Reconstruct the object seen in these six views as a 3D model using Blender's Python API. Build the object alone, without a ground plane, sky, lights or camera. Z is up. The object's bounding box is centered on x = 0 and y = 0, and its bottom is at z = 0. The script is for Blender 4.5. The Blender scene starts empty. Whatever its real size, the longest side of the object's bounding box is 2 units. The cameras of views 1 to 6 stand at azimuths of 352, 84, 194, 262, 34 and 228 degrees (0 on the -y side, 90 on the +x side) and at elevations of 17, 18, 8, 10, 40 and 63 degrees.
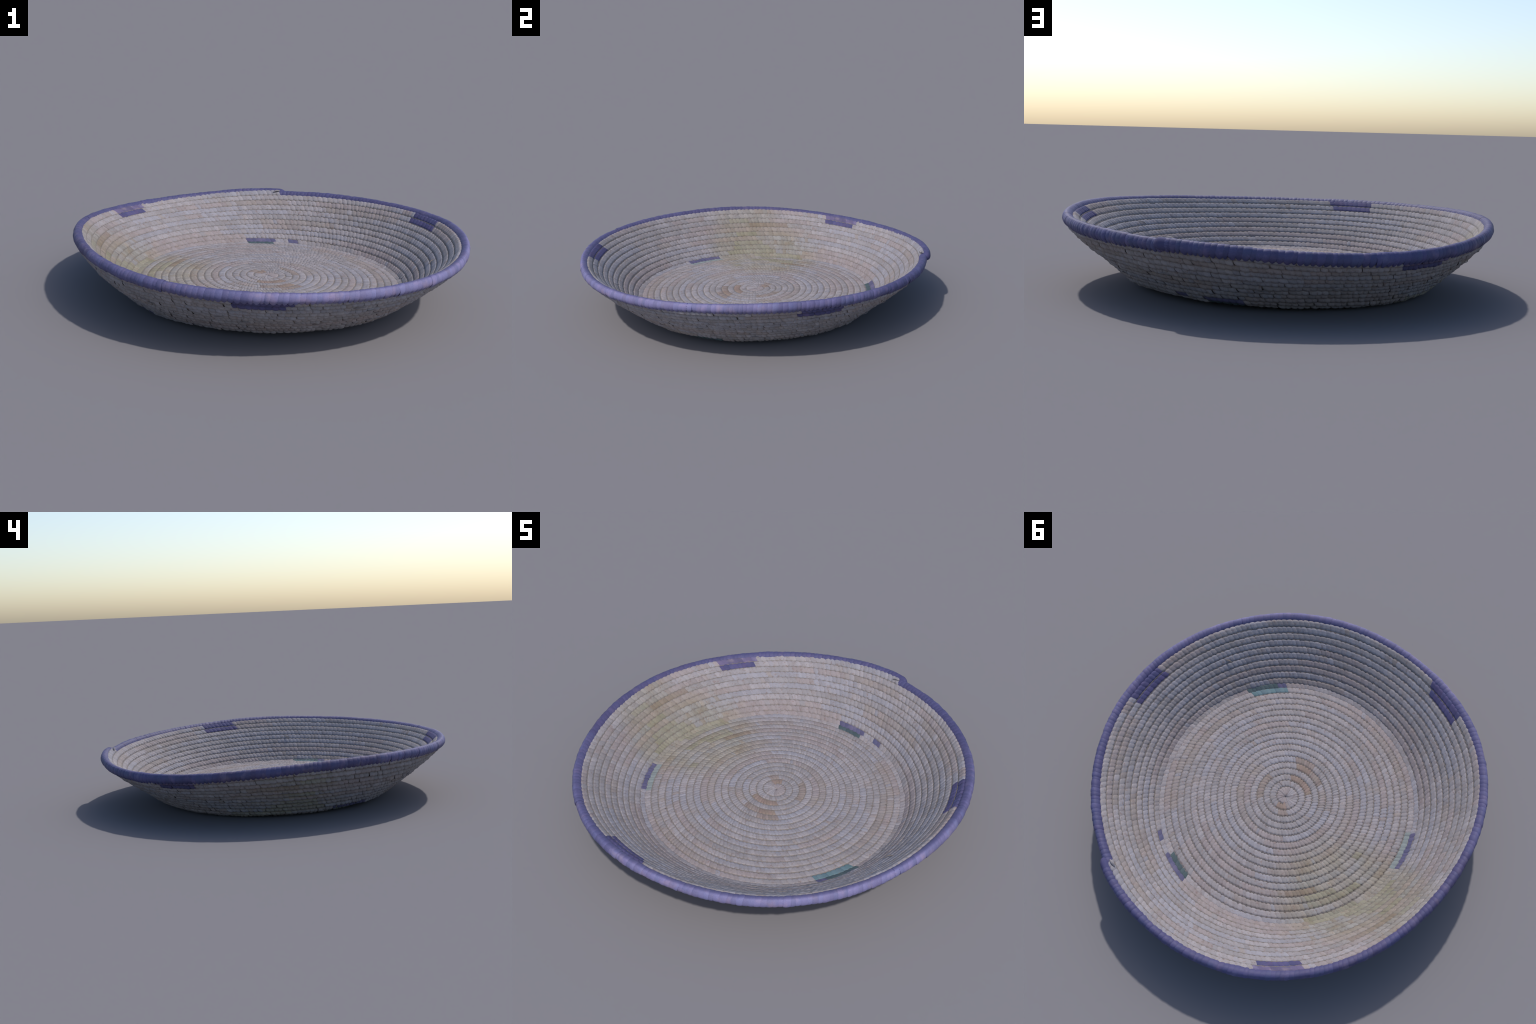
# A shallow coiled basket: one long grass coil spirals clockwise from the centre of the
# floor, up the flaring wall, and ends as a thick purple-wrapped rim.  Every wrap
# ("stitch") around the coil is real geometry.
import bpy, math
import numpy as np
from mathutils import Matrix, Vector

rng = np.random.default_rng(11)
TAU = 2 * math.pi

# ------------------------------------------------------------------ overall shape
JOINT = math.radians(78.5)      # direction in which the rim coil begins and ends
# gentle out-of-round of the rim, its height, and the floor edge (Fourier terms)
RIM_R = [.9517, -.001, -.0057, -.0159, -.0046, .0081, .0006, -.004, -.0018, -.0007, .0029]
RIM_Z = [.2930, .0178, -.0192, .0115, .0109, -.0032, -.0034, .0034, -.0019]
FLOOR_R = [.672, -.009, -.0071, -.0013, -.007, .0011, -.0032]
FLOOR_Z, FLOOR_DOME, FILLET = .0410, .0145, .030
# uneven hand shaping round the basket, (direction in degrees, metres):
BELLY = ((15, -.002), (80, .006), (137, -.006), (200, .008), (245, .004), (290, .004))   # wall sags outward
INNER = ((20, .001), (80, -.004), (112, -.007), (160, -.003), (200, -.004), (270, 0))
OUTER = ((5, .004), (28, .007), (64, -.007), (100, -.008), (154, .000), (215, .004), (245, -.004), (295, -.003))
TILT = (.0100, -.0092)          # the basket sits slightly tipped
CORNER_ROW = 19.1               # coil row at the floor edge
WALL_ROWS = 10.78               # rows between floor edge and rim line
PHASE = -.226
RIM_ROW = 30                    # turn number of the purple rim
Z_SHIFT = 0.0


def fourier(c, th):
    out = np.full_like(th, c[0])
    for k in range(1, (len(c) - 1) // 2 + 1):
        out = out + c[2 * k - 1] * np.cos(k * th) + c[2 * k] * np.sin(k * th)
    return out


def ring(points, th):
    """smooth closed interpolation of values given at a few directions"""
    d, v = np.array(points).T
    k = 1 / (1.05 - np.cos(th[..., None] - np.radians(d))) ** 2
    return (k * v).sum(-1) / k.sum(-1)



def outer_shape(th, q):
    """local change of the outer half thickness: slimmer at the foot, fuller under the rim"""
    along = np.interp(q, (13, 17, 19.5, 22, 26, 28.5, 30.5), (.0010, .0005, -.0075, -.0055, .0030, .0020, -.0030))
    return along + ring(OUTER, th) * np.clip((q - 15) / 4, 0, 1) * np.clip((31 - q) / 4, 0, 1)


def inner_shape(th, q):
    return ring(INNER, th) * np.clip((q - 21) / 5, 0, 1)


def wall_length(th):
    return np.hypot(fourier(RIM_R, th) - fourier(FLOOR_R, th),
                    fourier(RIM_Z, th) - FLOOR_Z - TILT[0] * np.cos(th) - TILT[1] * np.sin(th))


def surface(th, q, extra=0.):
    """mid-surface of the shell in direction th at coil row q (+ extra metres upward)"""
    rc = fourier(FLOOR_R, th)
    tilt = TILT[0] * np.cos(th) + TILT[1] * np.sin(th)
    zc = FLOOR_Z + tilt
    rr, zr = fourier(RIM_R, th), fourier(RIM_Z, th)
    L = np.hypot(rr - rc, zr - zc)
    dr, dz = (rr - rc) / L, (zr - zc) / L
    s = np.where(q < CORNER_ROW, (q - CORNER_ROW) * rc / CORNER_ROW,
                 (q - CORNER_ROW) * L / WALL_ROWS) + extra

    def sharp(s):
        on_floor = s < 0
        k = np.clip((rc + s) / rc, 0, 1)
        r = np.where(on_floor, rc + s, rc + dr * s)
        z = np.where(on_floor, FLOOR_Z + tilt * k + FLOOR_DOME * (1 - k ** 2), zc + dz * s)
        f = np.clip(s / L, 0, 1)
        belly = ring(BELLY, th) * 4 * f * (1 - f)
        r, z = r + belly * dz, z - belly * dr
        return r, z
    r, z = sharp(s)
    t = (s + FILLET) / (2 * FILLET)
    r0, z0 = sharp(np.zeros_like(s) - FILLET)
    r1, z1 = sharp(np.zeros_like(s) + FILLET)
    m = np.abs(s) < FILLET
    r = np.where(m, (1 - t) ** 2 * r0 + 2 * t * (1 - t) * rc + t * t * r1, r)
    z = np.where(m, (1 - t) ** 2 * z0 + 2 * t * (1 - t) * zc + t * t * z1, z)
    return np.stack([r * np.cos(th), r * np.sin(th), z + Z_SHIFT], -1)


def unit(v):
    return v / np.linalg.norm(v, axis=-1, keepdims=True)


def frame(th, q, extra=0.):
    """point, coil direction (clockwise), direction to the next row, inward normal"""
    p = surface(th, q, extra)
    w = unit(surface(th, q + .02, extra) - surface(th, q - .02, extra))
    t = unit(surface(th - .004, q, extra) - surface(th + .004, q, extra))
    n = unit(np.cross(w, t))
    n = np.where(n[..., 2:] < 0, -n, n)
    return p, t, w, n


def theta_of(u):                # u = turns since the start of the coil
    return JOINT - TAU * u


def wobble(x, seed, scale):
    r = np.random.default_rng(seed)
    return sum(np.sin(x * scale * f + r.uniform(0, TAU)) * a
               for f, a in ((1, .5), (1.73, .35), (2.91, .25), (5.3, .18)))


# ------------------------------------------------------------------ materials
def node(nt, kind, **kw):
    n = nt.nodes.new(kind)
    for k, v in kw.items():
        setattr(n, k, v)
    return n


def math_node(nt, op, a, b=None):
    n = node(nt, 'ShaderNodeMath', operation=op)
    for i, v in enumerate((a, b)):
        if v is None:
            continue
        if isinstance(v, (int, float)):
            n.inputs[i].default_value = v
        else:
            nt.links.new(v, n.inputs[i])
    return n.outputs[0]


def mix_node(nt, fac, a, b, blend='MIX'):
    n = node(nt, 'ShaderNodeMix', data_type='RGBA', blend_type=blend)
    for i, v in ((0, fac), (6, a), (7, b)):
        if isinstance(v, (int, float)):
            n.inputs[i].default_value = v
        elif isinstance(v, tuple):
            n.inputs[i].default_value = (*v, 1)
        else:
            nt.links.new(v, n.inputs[i])
    return n.outputs[2]


def blob(nt, pos, centre, radius):
    d = node(nt, 'ShaderNodeVectorMath', operation='DISTANCE')
    nt.links.new(pos, d.inputs[0])
    d.inputs[1].default_value = centre
    r = node(nt, 'ShaderNodeMapRange', interpolation_type='SMOOTHSTEP')
    nt.links.new(d.outputs['Value'], r.inputs[0])
    r.inputs[1].default_value, r.inputs[2].default_value = radius * .45, radius
    r.inputs[3].default_value, r.inputs[4].default_value = 1, 0
    return r.outputs[0]


def fibre(name, colour, spread=.10, stain=True, mottle=(.23, .175, .145), mottle_amount=.4, rough=.8, wrap=False):
    """dyed or natural palm fibre: each wrap has its own tint, with fine grain and soft stains"""
    m = bpy.data.materials.new(name)
    m.use_nodes = True
    nt = m.node_tree
    bsdf = nt.nodes['Principled BSDF']
    bsdf.inputs['Roughness'].default_value = rough
    bsdf.inputs['Specular IOR Level'].default_value = .25
    co = node(nt, 'ShaderNodeTexCoord').outputs['Object']
    rnd = math_node(nt, 'FRACT', math_node(nt, 'ADD', node(nt, 'ShaderNodeObjectInfo').outputs['Random'],
                                           node(nt, 'ShaderNodeNewGeometry').outputs['Random Per Island']))
    pos = node(nt, 'ShaderNodeNewGeometry').outputs['Position']

    grain = node(nt, 'ShaderNodeTexNoise')
    grain.inputs['Scale'].default_value = 260
    grain.inputs['Detail'].default_value = 4
    nt.links.new(pos, grain.inputs['Vector'])
    cloud = node(nt, 'ShaderNodeTexNoise')
    cloud.inputs['Scale'].default_value = 22
    cloud.inputs['Detail'].default_value = 5
    nt.links.new(pos, cloud.inputs['Vector'])

    ramp = node(nt, 'ShaderNodeMapRange')
    nt.links.new(cloud.outputs['Fac'], ramp.inputs[0])
    ramp.inputs[1].default_value, ramp.inputs[2].default_value = .52, .78
    ramp.inputs[3].default_value, ramp.inputs[4].default_value = 0, mottle_amount
    col = mix_node(nt, ramp.outputs[0], colour, tuple(c * k for c, k in zip(mottle, (1, 1, 1))))
    if stain:
        fleck = node(nt, 'ShaderNodeTexNoise')
        fleck.inputs['Scale'].default_value = 95
        fleck.inputs['Detail'].default_value = 3
        nt.links.new(pos, fleck.inputs['Vector'])
        fr = node(nt, 'ShaderNodeMapRange')
        nt.links.new(fleck.outputs['Fac'], fr.inputs[0])
        fr.inputs[1].default_value, fr.inputs[2].default_value = .55, .72
        fr.inputs[3].default_value, fr.inputs[4].default_value = 0, .65
        col = mix_node(nt, fr.outputs[0], col, (.185, .128, .112))
    # brightness per wrap and fine grain
    value = math_node(nt, 'ADD', math_node(nt, 'MULTIPLY', rnd, 2 * spread), 1 - spread)
    value = math_node(nt, 'MULTIPLY', value,
                      math_node(nt, 'ADD', math_node(nt, 'MULTIPLY', grain.outputs['Fac'], .36), .82))
    hsv = node(nt, 'ShaderNodeHueSaturation')
    nt.links.new(col, hsv.inputs['Color'])
    nt.links.new(value, hsv.inputs['Value'])
    hue = math_node(nt, 'FRACT', math_node(nt, 'MULTIPLY', rnd, 17.31))
    nt.links.new(math_node(nt, 'ADD', math_node(nt, 'MULTIPLY', hue, .02), .49), hsv.inputs['Hue'])
    out = hsv.outputs['Color']
    if stain:   # old yellow-green spill over the floor edge and up one side of the wall
        a = blob(nt, pos, (-.58, .13, .07), .40)
        b = blob(nt, pos, (-.70, .02, .12), .32)
        c = blob(nt, pos, (-.87, .02, .24), .28)
        s = math_node(nt, 'MAXIMUM', math_node(nt, 'MAXIMUM', a, math_node(nt, 'MULTIPLY', b, 1.1)),
                      math_node(nt, 'MULTIPLY', c, .75))
        patchy = node(nt, 'ShaderNodeTexNoise')
        patchy.inputs['Scale'].default_value = 9
        patchy.inputs['Detail'].default_value = 3
        nt.links.new(pos, patchy.inputs['Vector'])
        s = math_node(nt, 'MULTIPLY', s, math_node(nt, 'MULTIPLY', patchy.outputs['Fac'], .95))
        nz = node(nt, 'ShaderNodeSeparateXYZ')          # the spill lies on the inside only
        nt.links.new(node(nt, 'ShaderNodeNewGeometry').outputs['True Normal'], nz.inputs[0])
        up = node(nt, 'ShaderNodeMapRange')
        nt.links.new(nz.outputs['Z'], up.inputs[0])
        up.inputs[1].default_value, up.inputs[2].default_value = -.3, .1
        s = math_node(nt, 'MULTIPLY', s, up.outputs[0])
        out = mix_node(nt, s, out, (.89, .86, .58), 'MULTIPLY')
    if wrap:    # the inner side of the rim wraps is mixed to a darker purple
        lz = node(nt, 'ShaderNodeSeparateXYZ')
        nt.links.new(co, lz.inputs[0])
        inner_dark = node(nt, 'ShaderNodeMapRange', interpolation_type='SMOOTHSTEP')
        nt.links.new(lz.outputs['Z'], inner_dark.inputs[0])
        inner_dark.inputs[1].default_value, inner_dark.inputs[2].default_value = 0, .014
        out = mix_node(nt, math_node(nt, 'MULTIPLY', inner_dark.outputs[0], .6), out, (.060, .055, .130))
    nt.links.new(out, bsdf.inputs['Base Color'])
    bump = node(nt, 'ShaderNodeBump')
    bump.inputs['Strength'].default_value = .25
    bump.inputs['Distance'].default_value = .002
    nt.links.new(grain.outputs['Fac'], bump.inputs['Height'])
    nt.links.new(bump.outputs[0], bsdf.inputs['Normal'])
    return m


STRAW = [fibre('pale_straw', (0.261, 0.239, 0.250)),
         fibre('grey_straw', (0.234, 0.216, 0.225)),
         fibre('cool_straw', (0.243, 0.232, 0.257)),
         fibre('pink_straw', (0.249, 0.215, 0.218)),
         fibre('beige_straw', (0.237, 0.207, 0.203)),
         fibre('tan_straw', (0.214, 0.175, 0.160)),
         fibre('orange_straw', (0.228, 0.172, 0.145)),
         fibre('yellow_straw', (0.228, 0.214, 0.190))]
PALE, GREY, COOL, PINK, BEIGE, TAN, ORANGE, YELLOW = range(8)
WEIGHT = np.array([.34, .20, .22, .16, .06, .02, 0, 0])
PURPLE = fibre('purple_fibre', (.066, .061, .140), stain=False, mottle=(.13, .10, .20), mottle_amount=.5)
FADED = fibre('faded_purple_fibre', (.105, .088, .160), spread=.25, stain=False, mottle=(.24, .19, .22),
              mottle_amount=.8)
TEAL = fibre('teal_fibre', (.098, .155, .178), stain=False, mottle=(.16, .2, .22))
DARK_TEAL = fibre('dark_teal_fibre', (.060, .085, .095), stain=False, mottle=(.1, .13, .13))
WASHED_TEAL = fibre('washed_teal_fibre', (.190, .215, .215), stain=False, mottle=(.22, .22, .2))
RIM_DYE = fibre('rim_purple_fibre', (.070, .070, .160), spread=.12, stain=False, mottle=(.2, .15, .26),
                mottle_amount=.5, rough=.6, wrap=True)
RIM_LILAC = fibre('rim_lilac_fibre', (.150, .141, .268), spread=.12, stain=False, mottle=(.27, .2, .27),
                  mottle_amount=.6, rough=.6, wrap=True)
RIM_BLUE = fibre('rim_blue_fibre', (.070, .072, .172), spread=.12, stain=False, mottle=(.16, .15, .25),
                 mottle_amount=.5, rough=.6, wrap=True)
RIM_MID = fibre('rim_mid_fibre', (.108, .103, .212), spread=.12, stain=False, mottle=(.2, .15, .22),
                mottle_amount=.5, rough=.6, wrap=True)
RIM_DULL = fibre('rim_dull_fibre', (.074, .067, .145), spread=.12, stain=False, mottle=(.2, .15, .2),
                 mottle_amount=.6, rough=.6, wrap=True)
CORE = fibre('coil_core_fibre', (.172, .148, .137), stain=False, mottle=(.2, .16, .12))
RIM_CORE = fibre('rim_core_fibre', (.066, .060, .145), stain=False, mottle=(.09, .07, .12))


# ------------------------------------------------------------------ mesh helpers
def mesh_from(name, verts, quads, mats, slot=None):
    me = bpy.data.meshes.new(name)
    verts = np.ascontiguousarray(verts, dtype=np.float32).reshape(-1, 3)
    quads = np.ascontiguousarray(quads, dtype=np.int32).reshape(-1, 4)
    me.vertices.add(len(verts))
    me.vertices.foreach_set('co', verts.ravel())
    me.loops.add(quads.size)
    me.loops.foreach_set('vertex_index', quads.ravel())
    me.polygons.add(len(quads))
    me.polygons.foreach_set('loop_start', np.arange(0, quads.size, 4, dtype=np.int32))
    me.polygons.foreach_set('use_smooth', np.ones(len(quads), dtype=bool))
    for m in mats:
        me.materials.append(m)
    if slot is not None:
        me.polygons.foreach_set('material_index', np.asarray(slot, dtype=np.int32))
    me.update(calc_edges=True)
    me.validate()
    return me


def add(name, data, parent=None):
    ob = bpy.data.objects.new(name, data)
    bpy.context.scene.collection.objects.link(ob)
    if parent:
        ob.parent = parent
    return ob


def grid_quads(nu, nv, count=1, close_v=False):
    i, j = np.meshgrid(np.arange(nu - 1), np.arange(nv if close_v else nv - 1), indexing='ij')
    j2 = (j + 1) % nv
    q = np.stack([i * nv + j, (i + 1) * nv + j, (i + 1) * nv + j2, i * nv + j2], -1).reshape(-1, 4)
    return (q[None] + (np.arange(count) * nu * nv)[:, None, None]).reshape(-1, 4)


# coil cross-section: half width along the wall, half thickness inside and outside
HALF_W, THICK_IN, THICK_OUT = .0204, .0228, .0285
SQUARE_IN, SQUARE_OUT = 8.0, 2.05    # flattened inside, rounder outside


def section(v):
    """v in turns: 0 = lower edge, .25 = inside, .5 = upper edge, .75 = outside"""
    a = v * TAU
    c, s = -np.cos(a), np.sin(a)
    e = np.where(s > 0, SQUARE_IN, SQUARE_OUT)
    k = (np.abs(c) ** e + np.abs(s) ** e) ** (-1 / e)
    return c * k, s * k


# ------------------------------------------------------------------ lay out the stitches
# One record per stitch: turns u at its centre, width in turns, row number and colour.
start, end = .80, RIM_ROW          # in turns; rim starts at turn RIM_ROW
us, widths = [], []
u = start
while u < end:
    q = u + PHASE
    th = np.array([theta_of(u)])
    r = max(float(np.hypot(*surface(th, np.array([q]))[0, :2])), .022)
    if not len(us) % 17:             # the maker's stitch varies from strip to strip
        habit = rng.uniform(.86, 1.14)
    pitch = np.interp(q, (0, 2, 10, 17, 20, 30), (.0115, .0155, .0175, .0205, .0255, .0275))
    step = pitch * habit * rng.uniform(.86, 1.15) / (TAU * r)
    us.append(u + step / 2)
    widths.append(step)
    u += step
us, widths = np.array(us), np.array(widths)
rows = np.floor(us).astype(int)
deg = (np.degrees(theta_of(us)) + 180) % 360 - 180
count = len(us)

tone = np.zeros(count, int)          # natural strips: each strip makes a run of stitches
i = 0
while i < count:
    n = int(rng.integers(4, 24))
    tone[i:i + n] = rng.choice(8, p=WEIGHT / WEIGHT.sum())
    odd = rng.random(len(tone[i:i + n])) < .035
    tone[i:i + n][odd] = rng.choice([PALE, GREY, COOL, BEIGE], odd.sum())
    i += n


def between(row, a, b):
    lo, hi = min(a, b), max(a, b)
    return (rows == row) & (((deg - lo) % 360) <= (hi - lo))


tone[between(3, -53, -125)] = ORANGE
tone[between(5, -57, -84)] = ORANGE
tone[between(5, -84, -108)] = TAN
tone[between(1, 100, 150)] = ORANGE
tone[between(2, 118, 150)] = TAN
tone[between(19, 83, 160)] = PINK
tone[between(20, 92, 150)] = PINK
tone[between(26, 160, 178)] = TAN
tone[between(27, 150, 168)] = PINK
for row, a, b in ((15, 150, 166), (16, 150, 178), (18, 148, 172), (19, 150, 176), (20, 164, 190),
                  (21, 168, 186), (22, 172, 186), (24, 174, 184), (27, 178, 186), (13, 186, 192)):
    tone[between(row, a, b)] = YELLOW

dye = np.full(count, -1)
WASHED_PURPLE = fibre('washed_purple_fibre', (.088, .083, .150), stain=False, mottle=(.15, .13, .19), mottle_amount=.5)
DYES = [PURPLE, FADED, TEAL, DARK_TEAL, WASHED_TEAL, WASHED_PURPLE]
PATCHES = [  # row, from, to (degrees), dye: three blocks under the rim, three at the floor edge
    ('rim_block', [(29, 6.5, 21.2, 0), (28, 6.3, 20.2, 0)]),
    ('rim_block', [(29, 131.6, 144.2, 1), (28, 131.4, 144.6, 0)]),
    ('rim_block', [(29, -94.0, -108.6, 0), (28, -95.3, -108.2, 0)]),
    ('floor_block', [(18, -22.7, -41.0, 2), (19, -22.7, -36.4, 3), (19, -36.4, -40.8, 5)]),
    ('floor_block', [(18, 78.6, 92.0, 3), (19, 78.6, 92.8, 5)]),
    ('floor_block', [(18, -147.0, -164.8, 4), (19, -147.0, -165.0, 5)]),
    ('floor_dash', [(20, 67.2, 72.2, 5)]),
]
patch_of = np.full(count, -1)
for p, (_, parts) in enumerate(PATCHES):
    for row, a, b, d in parts:
        sel = between(row, a, b)
        dye[sel], patch_of[sel] = d, p


# ------------------------------------------------------------------ stitch geometry
NU, NV = 7, 21


def stitches(idx):
    """vertices of the wraps idx: each is a slanted, bulged strip around the coil"""
    r = np.random.default_rng(1000 + int(idx[0]))
    n = len(idx)
    u0, wd = us[idx], widths[idx]
    a = np.linspace(-1, 1, NU)[None, :, None]
    v = np.linspace(.015, .985, NV)[None, None, :] * np.ones((n, 1, 1))
    inside = np.clip(np.sin(v * TAU), 0, 1)
    outside = np.clip(-np.sin(v * TAU), 0, 1)
    lens = .74 + .40 * inside ** .6 + .34 * outside ** .6
    lens = lens * r.uniform(.96, 1.08, (n, 1, 1))
    # helical slant: forward on the inside from top to bottom, and on over the outside
    slant_in = np.interp(rows[idx], (0, 8, 19, 30), (1.1, 1.05, .9, .8))[:, None, None] * r.normal(1, .14, (n, 1, 1))
    slant_out = np.interp(rows[idx], (0, 8, 19, 30), (1.0, .9, .70, .62))[:, None, None] * r.normal(1, .12, (n, 1, 1))
    shift = np.where(v < .5, -(v / .5 - .5) * slant_in,
                     -.5 * slant_in - (v - .5) / .5 * slant_out)
    uu = u0[:, None, None] + wd[:, None, None] * (a * .5 * lens + shift)
    uc = np.clip(uu, .05, None)
    q = u0[:, None, None] + PHASE + (uc - u0[:, None, None])
    th = theta_of(uu)
    p, t, w, nn = frame(th, np.maximum(q, .16))
    cw, cn = section(v)
    rough_out = 1 + outside * r.normal(0, .025, (n, 1, 1))
    size = 1 + r.normal(0, .02, (n, 1, 1))
    crown = (1 - np.abs(a) ** 2.2)
    lift = -.0017 + crown * (.0018 + .0020 * outside) * r.uniform(.75, 1.2, (n, 1, 1))
    # each wrap is a rounded lozenge: its edges do not reach the neighbouring rows
    hw = ((HALF_W - .0019 * inside ** .5) * size + lift * .5 + .0006) * (1 - (.17 - .08 * outside) * np.abs(a) ** 2.2)
    # the first wraps fan out from the very centre
    first = np.clip(start + 1.05 - u0[:, None, None], 0, 1) > 0
    hw = np.where(first & (cw < 0), (uc + PHASE) * FLOOR_R[0] / CORNER_ROW * .97, hw)
    small = 1.
    ti = (THICK_IN + inner_shape(th, q) + .0006 * wobble(u0[:, None, None], 3, 41)) * size + lift
    to = (THICK_OUT + outer_shape(th, q) + .0022 * wobble(u0[:, None, None], 5, 31)) * size * rough_out + lift
    thick = np.where(cn > 0, ti, to)
    out = p + w * (cw * hw * small)[..., None] + nn * (cn * thick)[..., None]
    out[..., 2] = np.where(out[..., 2] < .002, .002 + (out[..., 2] - .002) * .3, out[..., 2])  # pressed flat
    return out


# ------------------------------------------------------------------ build parts
basket = add('coiled_basket', None)
basket['label'] = 'shallow round coiled straw basket tray with purple wrapped rim'
basket['category'] = 'basket'


def spiral_tube(name, u_from, u_to, a, b_in, b_out, mat, per_turn=150, q_shift=0., nv=12, extra=None):
    n = max(int((u_to - u_from) * per_turn), 8)
    u = np.linspace(u_from, u_to, n)[:, None] * np.ones((1, nv))
    v = (np.arange(nv) / nv)[None, :] * np.ones((n, 1))
    e = 0. if extra is None else extra(u)
    p, t, w, nn = frame(theta_of(u), np.maximum(u + PHASE + q_shift, .02), e)
    ang = v * TAU
    cw, cn = np.cos(ang), np.sin(ang)
    vs = p + w * (cw * a)[..., None] + nn * (cn * np.where(cn > 0, b_in + inner_shape(theta_of(u), u), b_out + outer_shape(theta_of(u), u)))[..., None]
    return mesh_from(name, vs, grid_quads(n, nv, close_v=True), [mat])


CORNER_TURN = 20
# the floor and wall: inner coil of grass, seen as brown lines between the wraps
floor = add('floor', spiral_tube('floor', .75, CORNER_TURN, .0176, .0202, .0238, CORE), basket)
wall = add('wall', spiral_tube('wall', CORNER_TURN, RIM_ROW, .0176, .0202, .0238, CORE), basket)
for part, a, b in ((floor, .8, CORNER_TURN), (wall, CORNER_TURN, RIM_ROW - 1)):
    seam = add('coil_seam', spiral_tube('coil_seam', a, b, .0042, .0219, .0195, CORE, q_shift=.5, nv=10), part)
    seam['kind'] = 'stuff'

natural = patch_of < 0
TOP_ROW = RIM_ROW - 1            # the wraps of the top straw row and all dyed wraps are single objects
for row in range(0, TOP_ROW):
    idx = np.where(natural & (rows == row))[0]
    if not len(idx):
        continue
    me = mesh_from('coil', stitches(idx), grid_quads(NU, NV, len(idx)), STRAW,
                   np.repeat(tone[idx], (NU - 1) * (NV - 1)))
    ob = add('coil', me, floor if row < CORNER_TURN else wall)
    ob['kind'] = 'stuff'


def single_stitches(name, idx, mat_of, parent):
    vs = stitches(idx)
    q1 = grid_quads(NU, NV)
    for k, i in enumerate(idx):
        add(name, mesh_from(name, vs[k], q1, [mat_of(i)]), parent)


single_stitches('straw_stitch', np.where(natural & (rows == TOP_ROW))[0], lambda i: STRAW[tone[i]], wall)
for p, (name, parts) in enumerate(PATCHES):
    single_stitches('dyed_stitch', np.where(patch_of == p)[0], lambda i: DYES[dye[i]],
                    floor if name.startswith('floor') else wall)


# ------------------------------------------------------------------ rim
RIM_A, RIM_B_IN, RIM_B_OUT = .0230, .0172, .0272


def rim_extra(u):
    """how far the rim coil's axis stands above the nominal row line"""
    th = theta_of(u)
    f = u - RIM_ROW
    L = wall_length(th)
    nominal = (u + PHASE - CORNER_ROW) * L / WALL_ROWS
    tuck = .006 * np.clip((f - .985) / .02, 0, 1) ** 2
    return L + .004 + .0016 * wobble(u, 12, 17) + (np.minimum(f, 1) - .5) * .024 - nominal - tuck


def rim_lean(f):
    """the tail of the coil is pushed outward over its own beginning"""
    return -.006 * np.clip((f - .95) / .04, 0, 1)


def rim_taper(f):
    """slimmer where the coil starts, and tucked in at its very end"""
    return np.clip(1 + .03 * np.clip((f - .94) / .04, 0, 1) , .12, 1.2)


def rim_tube():
    n, nv = 900, 16
    u = np.linspace(RIM_ROW - .004, RIM_ROW + 1.0065, n)[:, None] * np.ones((1, nv))
    ang = (np.arange(nv) / nv * TAU)[None, :] * np.ones((n, 1))
    p, t, w, nn = frame(theta_of(u), u + PHASE, rim_extra(u))
    k = rim_taper(u - RIM_ROW) * np.where(u > RIM_ROW + .99, 1.02, .90)
    k = k * np.sqrt(np.clip(1 - np.clip((u - RIM_ROW - 1.0005) / .006, 0, 1) ** 2, .002, 1))   # rounded tip
    k[0], k[-1] = .02, .02
    p = p + nn * rim_lean(u - RIM_ROW)[..., None]
    cn = np.sin(ang)
    vs = p + w * (np.cos(ang) * RIM_A * k)[..., None] + nn * (cn * np.where(cn > 0, RIM_B_IN, RIM_B_OUT) * k)[..., None]
    return mesh_from('rim', vs, grid_quads(n, nv, close_v=True), [RIM_CORE])


rim = add('rim', rim_tube(), basket)


def rim_stitch_mesh(seed, mat):
    """one broad wrap over the rim: starts inside, goes over the top, tucks in outside"""
    r = np.random.default_rng(seed)
    nu, nv = 7, 22
    half = .0150
    t = np.linspace(0, 1, nv)[None, :] * np.ones((nu, 1))
    a = np.linspace(-1, 1, nu)[:, None] * np.ones((1, nv))
    ang = np.radians(-62 + t * 262)            # angle round the coil, 0 = inside, 90 = top
    crown = 1 - np.abs(a) ** 2.6
    lift = -.0014 + crown * r.uniform(.0014, .0027)
    cn, cw = np.cos(ang), np.sin(ang)
    n_ = cn * np.where(cn > 0, RIM_B_IN, RIM_B_OUT) + cn * lift
    w_ = cw * (RIM_A + lift)
    tail = np.clip((t - .86) / .14, 0, 1)      # pointed tail on the outside
    width = half * (1 - .45 * tail ** 1.5) * (.9 + .12 * np.sin(t * math.pi))
    w_ = w_ - tail * .008
    n_ = n_ - tail * .002 * crown
    along = a * width + (t - .45) * .012 + r.normal(0, .0006, (1, nv)) * 1.0
    vs = np.stack([along, w_, n_], -1)
    return mesh_from('rim_stitch', vs, grid_quads(nu, nv), [mat])


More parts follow.
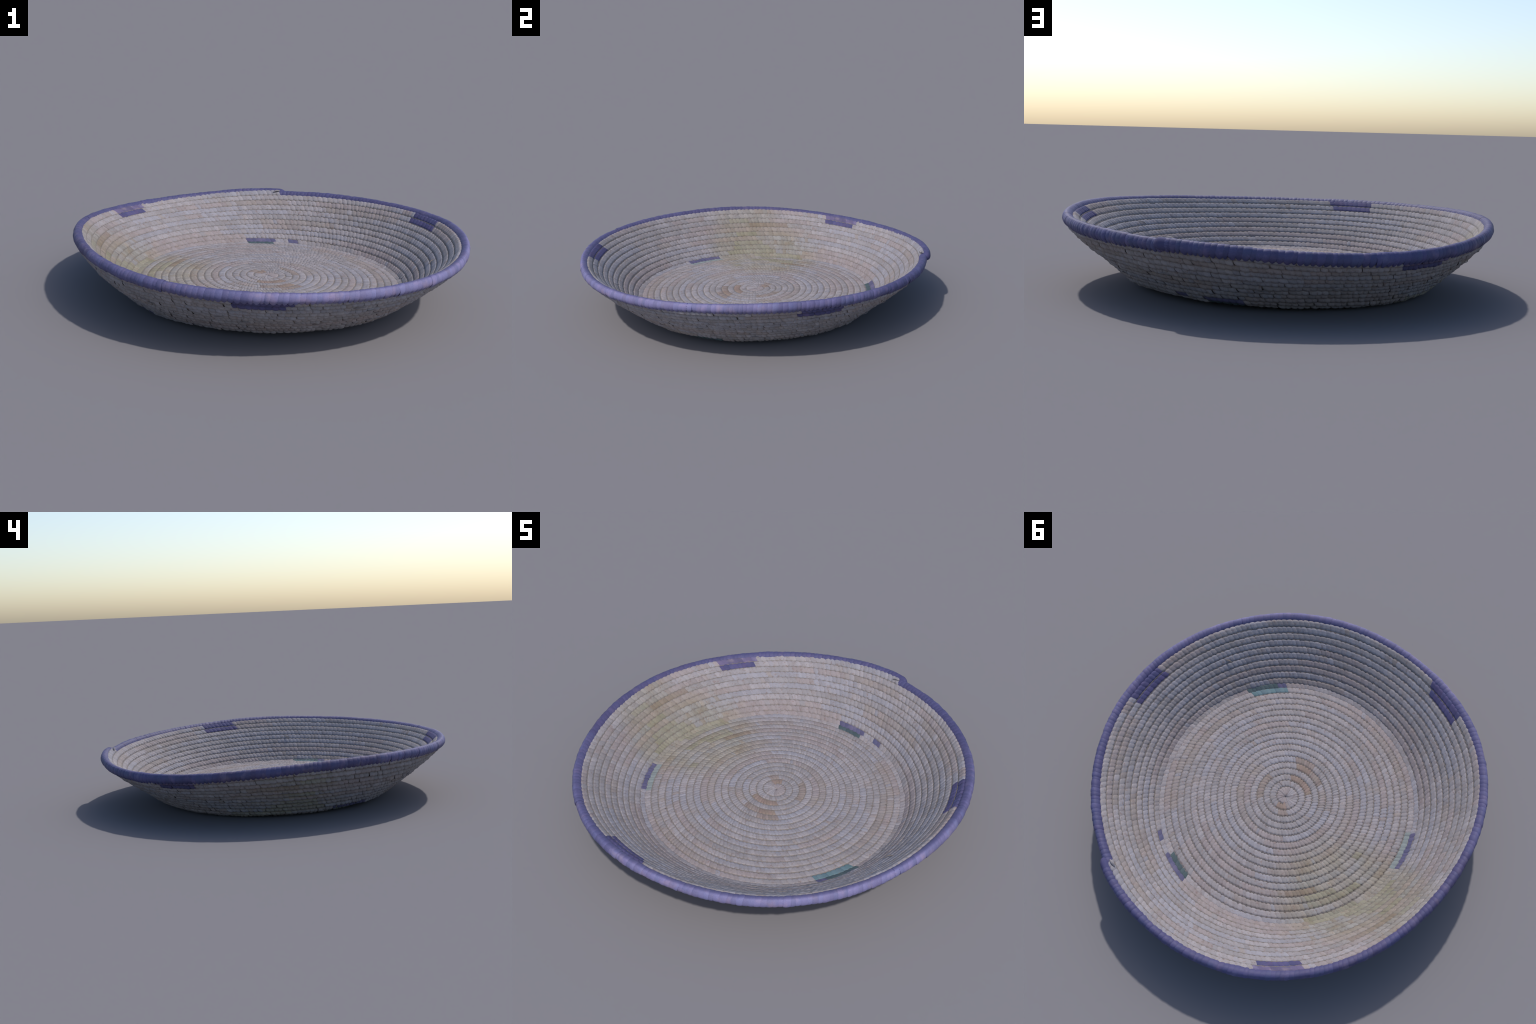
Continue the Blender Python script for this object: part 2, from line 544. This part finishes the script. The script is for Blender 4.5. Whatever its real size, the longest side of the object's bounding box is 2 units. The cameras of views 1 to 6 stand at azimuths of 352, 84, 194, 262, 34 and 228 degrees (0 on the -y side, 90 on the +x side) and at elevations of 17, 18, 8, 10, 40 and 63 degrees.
VARIANTS = {m: [rim_stitch_mesh(31 + 7 * k + 50 * j, m) for k in range(4)]
            for j, m in enumerate((RIM_DYE, RIM_LILAC, RIM_DULL, RIM_BLUE, RIM_MID))}
u = RIM_ROW + .002
runs_left, mat = 0, RIM_DYE
while u < RIM_ROW + .9985:
    th = np.array([theta_of(u)])
    d = (math.degrees(th[0]) + 180) % 360 - 180
    if runs_left <= 0:                          # each strip of dyed fibre makes several wraps
        runs_left = int(rng.integers(4, 16))
        paleness = 1.35 - abs((d + 50 + 180) % 360 - 180) / 75          # paler lilac along the front
        paleness += rng.normal(0, .12)
        mat = (RIM_LILAC if paleness > .66 else RIM_MID if paleness > .1 else
               (RIM_DULL, RIM_DYE, RIM_BLUE)[int(rng.choice(3, p=(.14, .56, .30)))])
    runs_left -= 1
    p, t, w, n = (x[0] for x in frame(th, np.array([u + PHASE]), rim_extra(np.array([u]))))
    k = float(rim_taper(np.array(u - RIM_ROW)))
    step = rng.uniform(.019, .0265)
    ob = add('rim_stitch', VARIANTS[mat][int(rng.integers(4))], rim)
    size = k * (1 + rng.normal(0, .03) + .05 * float(wobble(u, 9, 40)))
    nn = np.cross(t, w)
    nn = nn if nn[2] > 0 else -nn
    p = p + nn * float(rim_lean(np.array(u - RIM_ROW)))
    m = Matrix(((t[0], w[0], nn[0], p[0]), (t[1], w[1], nn[1], p[1]), (t[2], w[2], nn[2], p[2]), (0, 0, 0, 1)))
    ob.matrix_world = m @ Matrix.Diagonal((step / .023, size, size, 1)) @ Matrix.Rotation(rng.normal(0, .05), 4, 'Y')
    u += step / (TAU * .955)


# ------------------------------------------------------------------ loose fibre ends
def strand(points, radius, mat, name, parent):
    pts = np.array(points, float)
    n, nv = 10, 7
    tt = np.linspace(0, len(pts) - 1.0001, n)
    k = tt.astype(int)
    f = (tt - k)[:, None]
    path = pts[k] * (1 - f) + pts[np.minimum(k + 1, len(pts) - 1)] * f
    tan = unit(np.gradient(path, axis=0))
    side = unit(np.cross(tan, np.array([.3, .2, .93])))
    up = np.cross(side, tan)
    ang = np.arange(nv) / nv * TAU
    rad = radius * np.sin(np.clip(np.linspace(.12, 1.0, n), 0, 1) * math.pi * .93) ** .6
    vs = path[:, None] + (side[:, None] * np.cos(ang)[None, :, None] * 1.0 +
                          up[:, None] * np.sin(ang)[None, :, None] * .55) * rad[:, None, None]
    return add(name, mesh_from(name, vs, grid_quads(n, nv, close_v=True), [mat]), parent)


def near(theta_deg, q, height, dq=0., dth=0.):
    p, t, w, n = frame(np.array([math.radians(theta_deg + dth)]), np.array([q + dq]))
    return (p + n * height)[0]


# pale end of the coil poking out where the rim closes
strand([near(80.3, 29.75, .0225), near(79.2, 29.95, .026), near(78.0, 30.0, .022)], .0080, STRAW[PALE],
       'loose_strand', rim)
strand([near(-16, 25.2, .024), near(-17.2, 24.9, .033), near(-18.3, 24.4, .030)], .003, CORE, 'loose_strand', wall)
for k in range(34):
    a, q = rng.uniform(0, 360), rng.uniform(21, 28.6)
    sgn = -.0275 - float(outer_shape(np.array([math.radians(a)]), np.array([q]))[0])
    strand([near(a, q, sgn), near(a, q, sgn - .005, .25, 1.2), near(a, q, sgn - .003, .3, 2.6 + rng.uniform(0, 1))],
           .003, STRAW[int(rng.integers(0, 5))], 'loose_strand', wall)
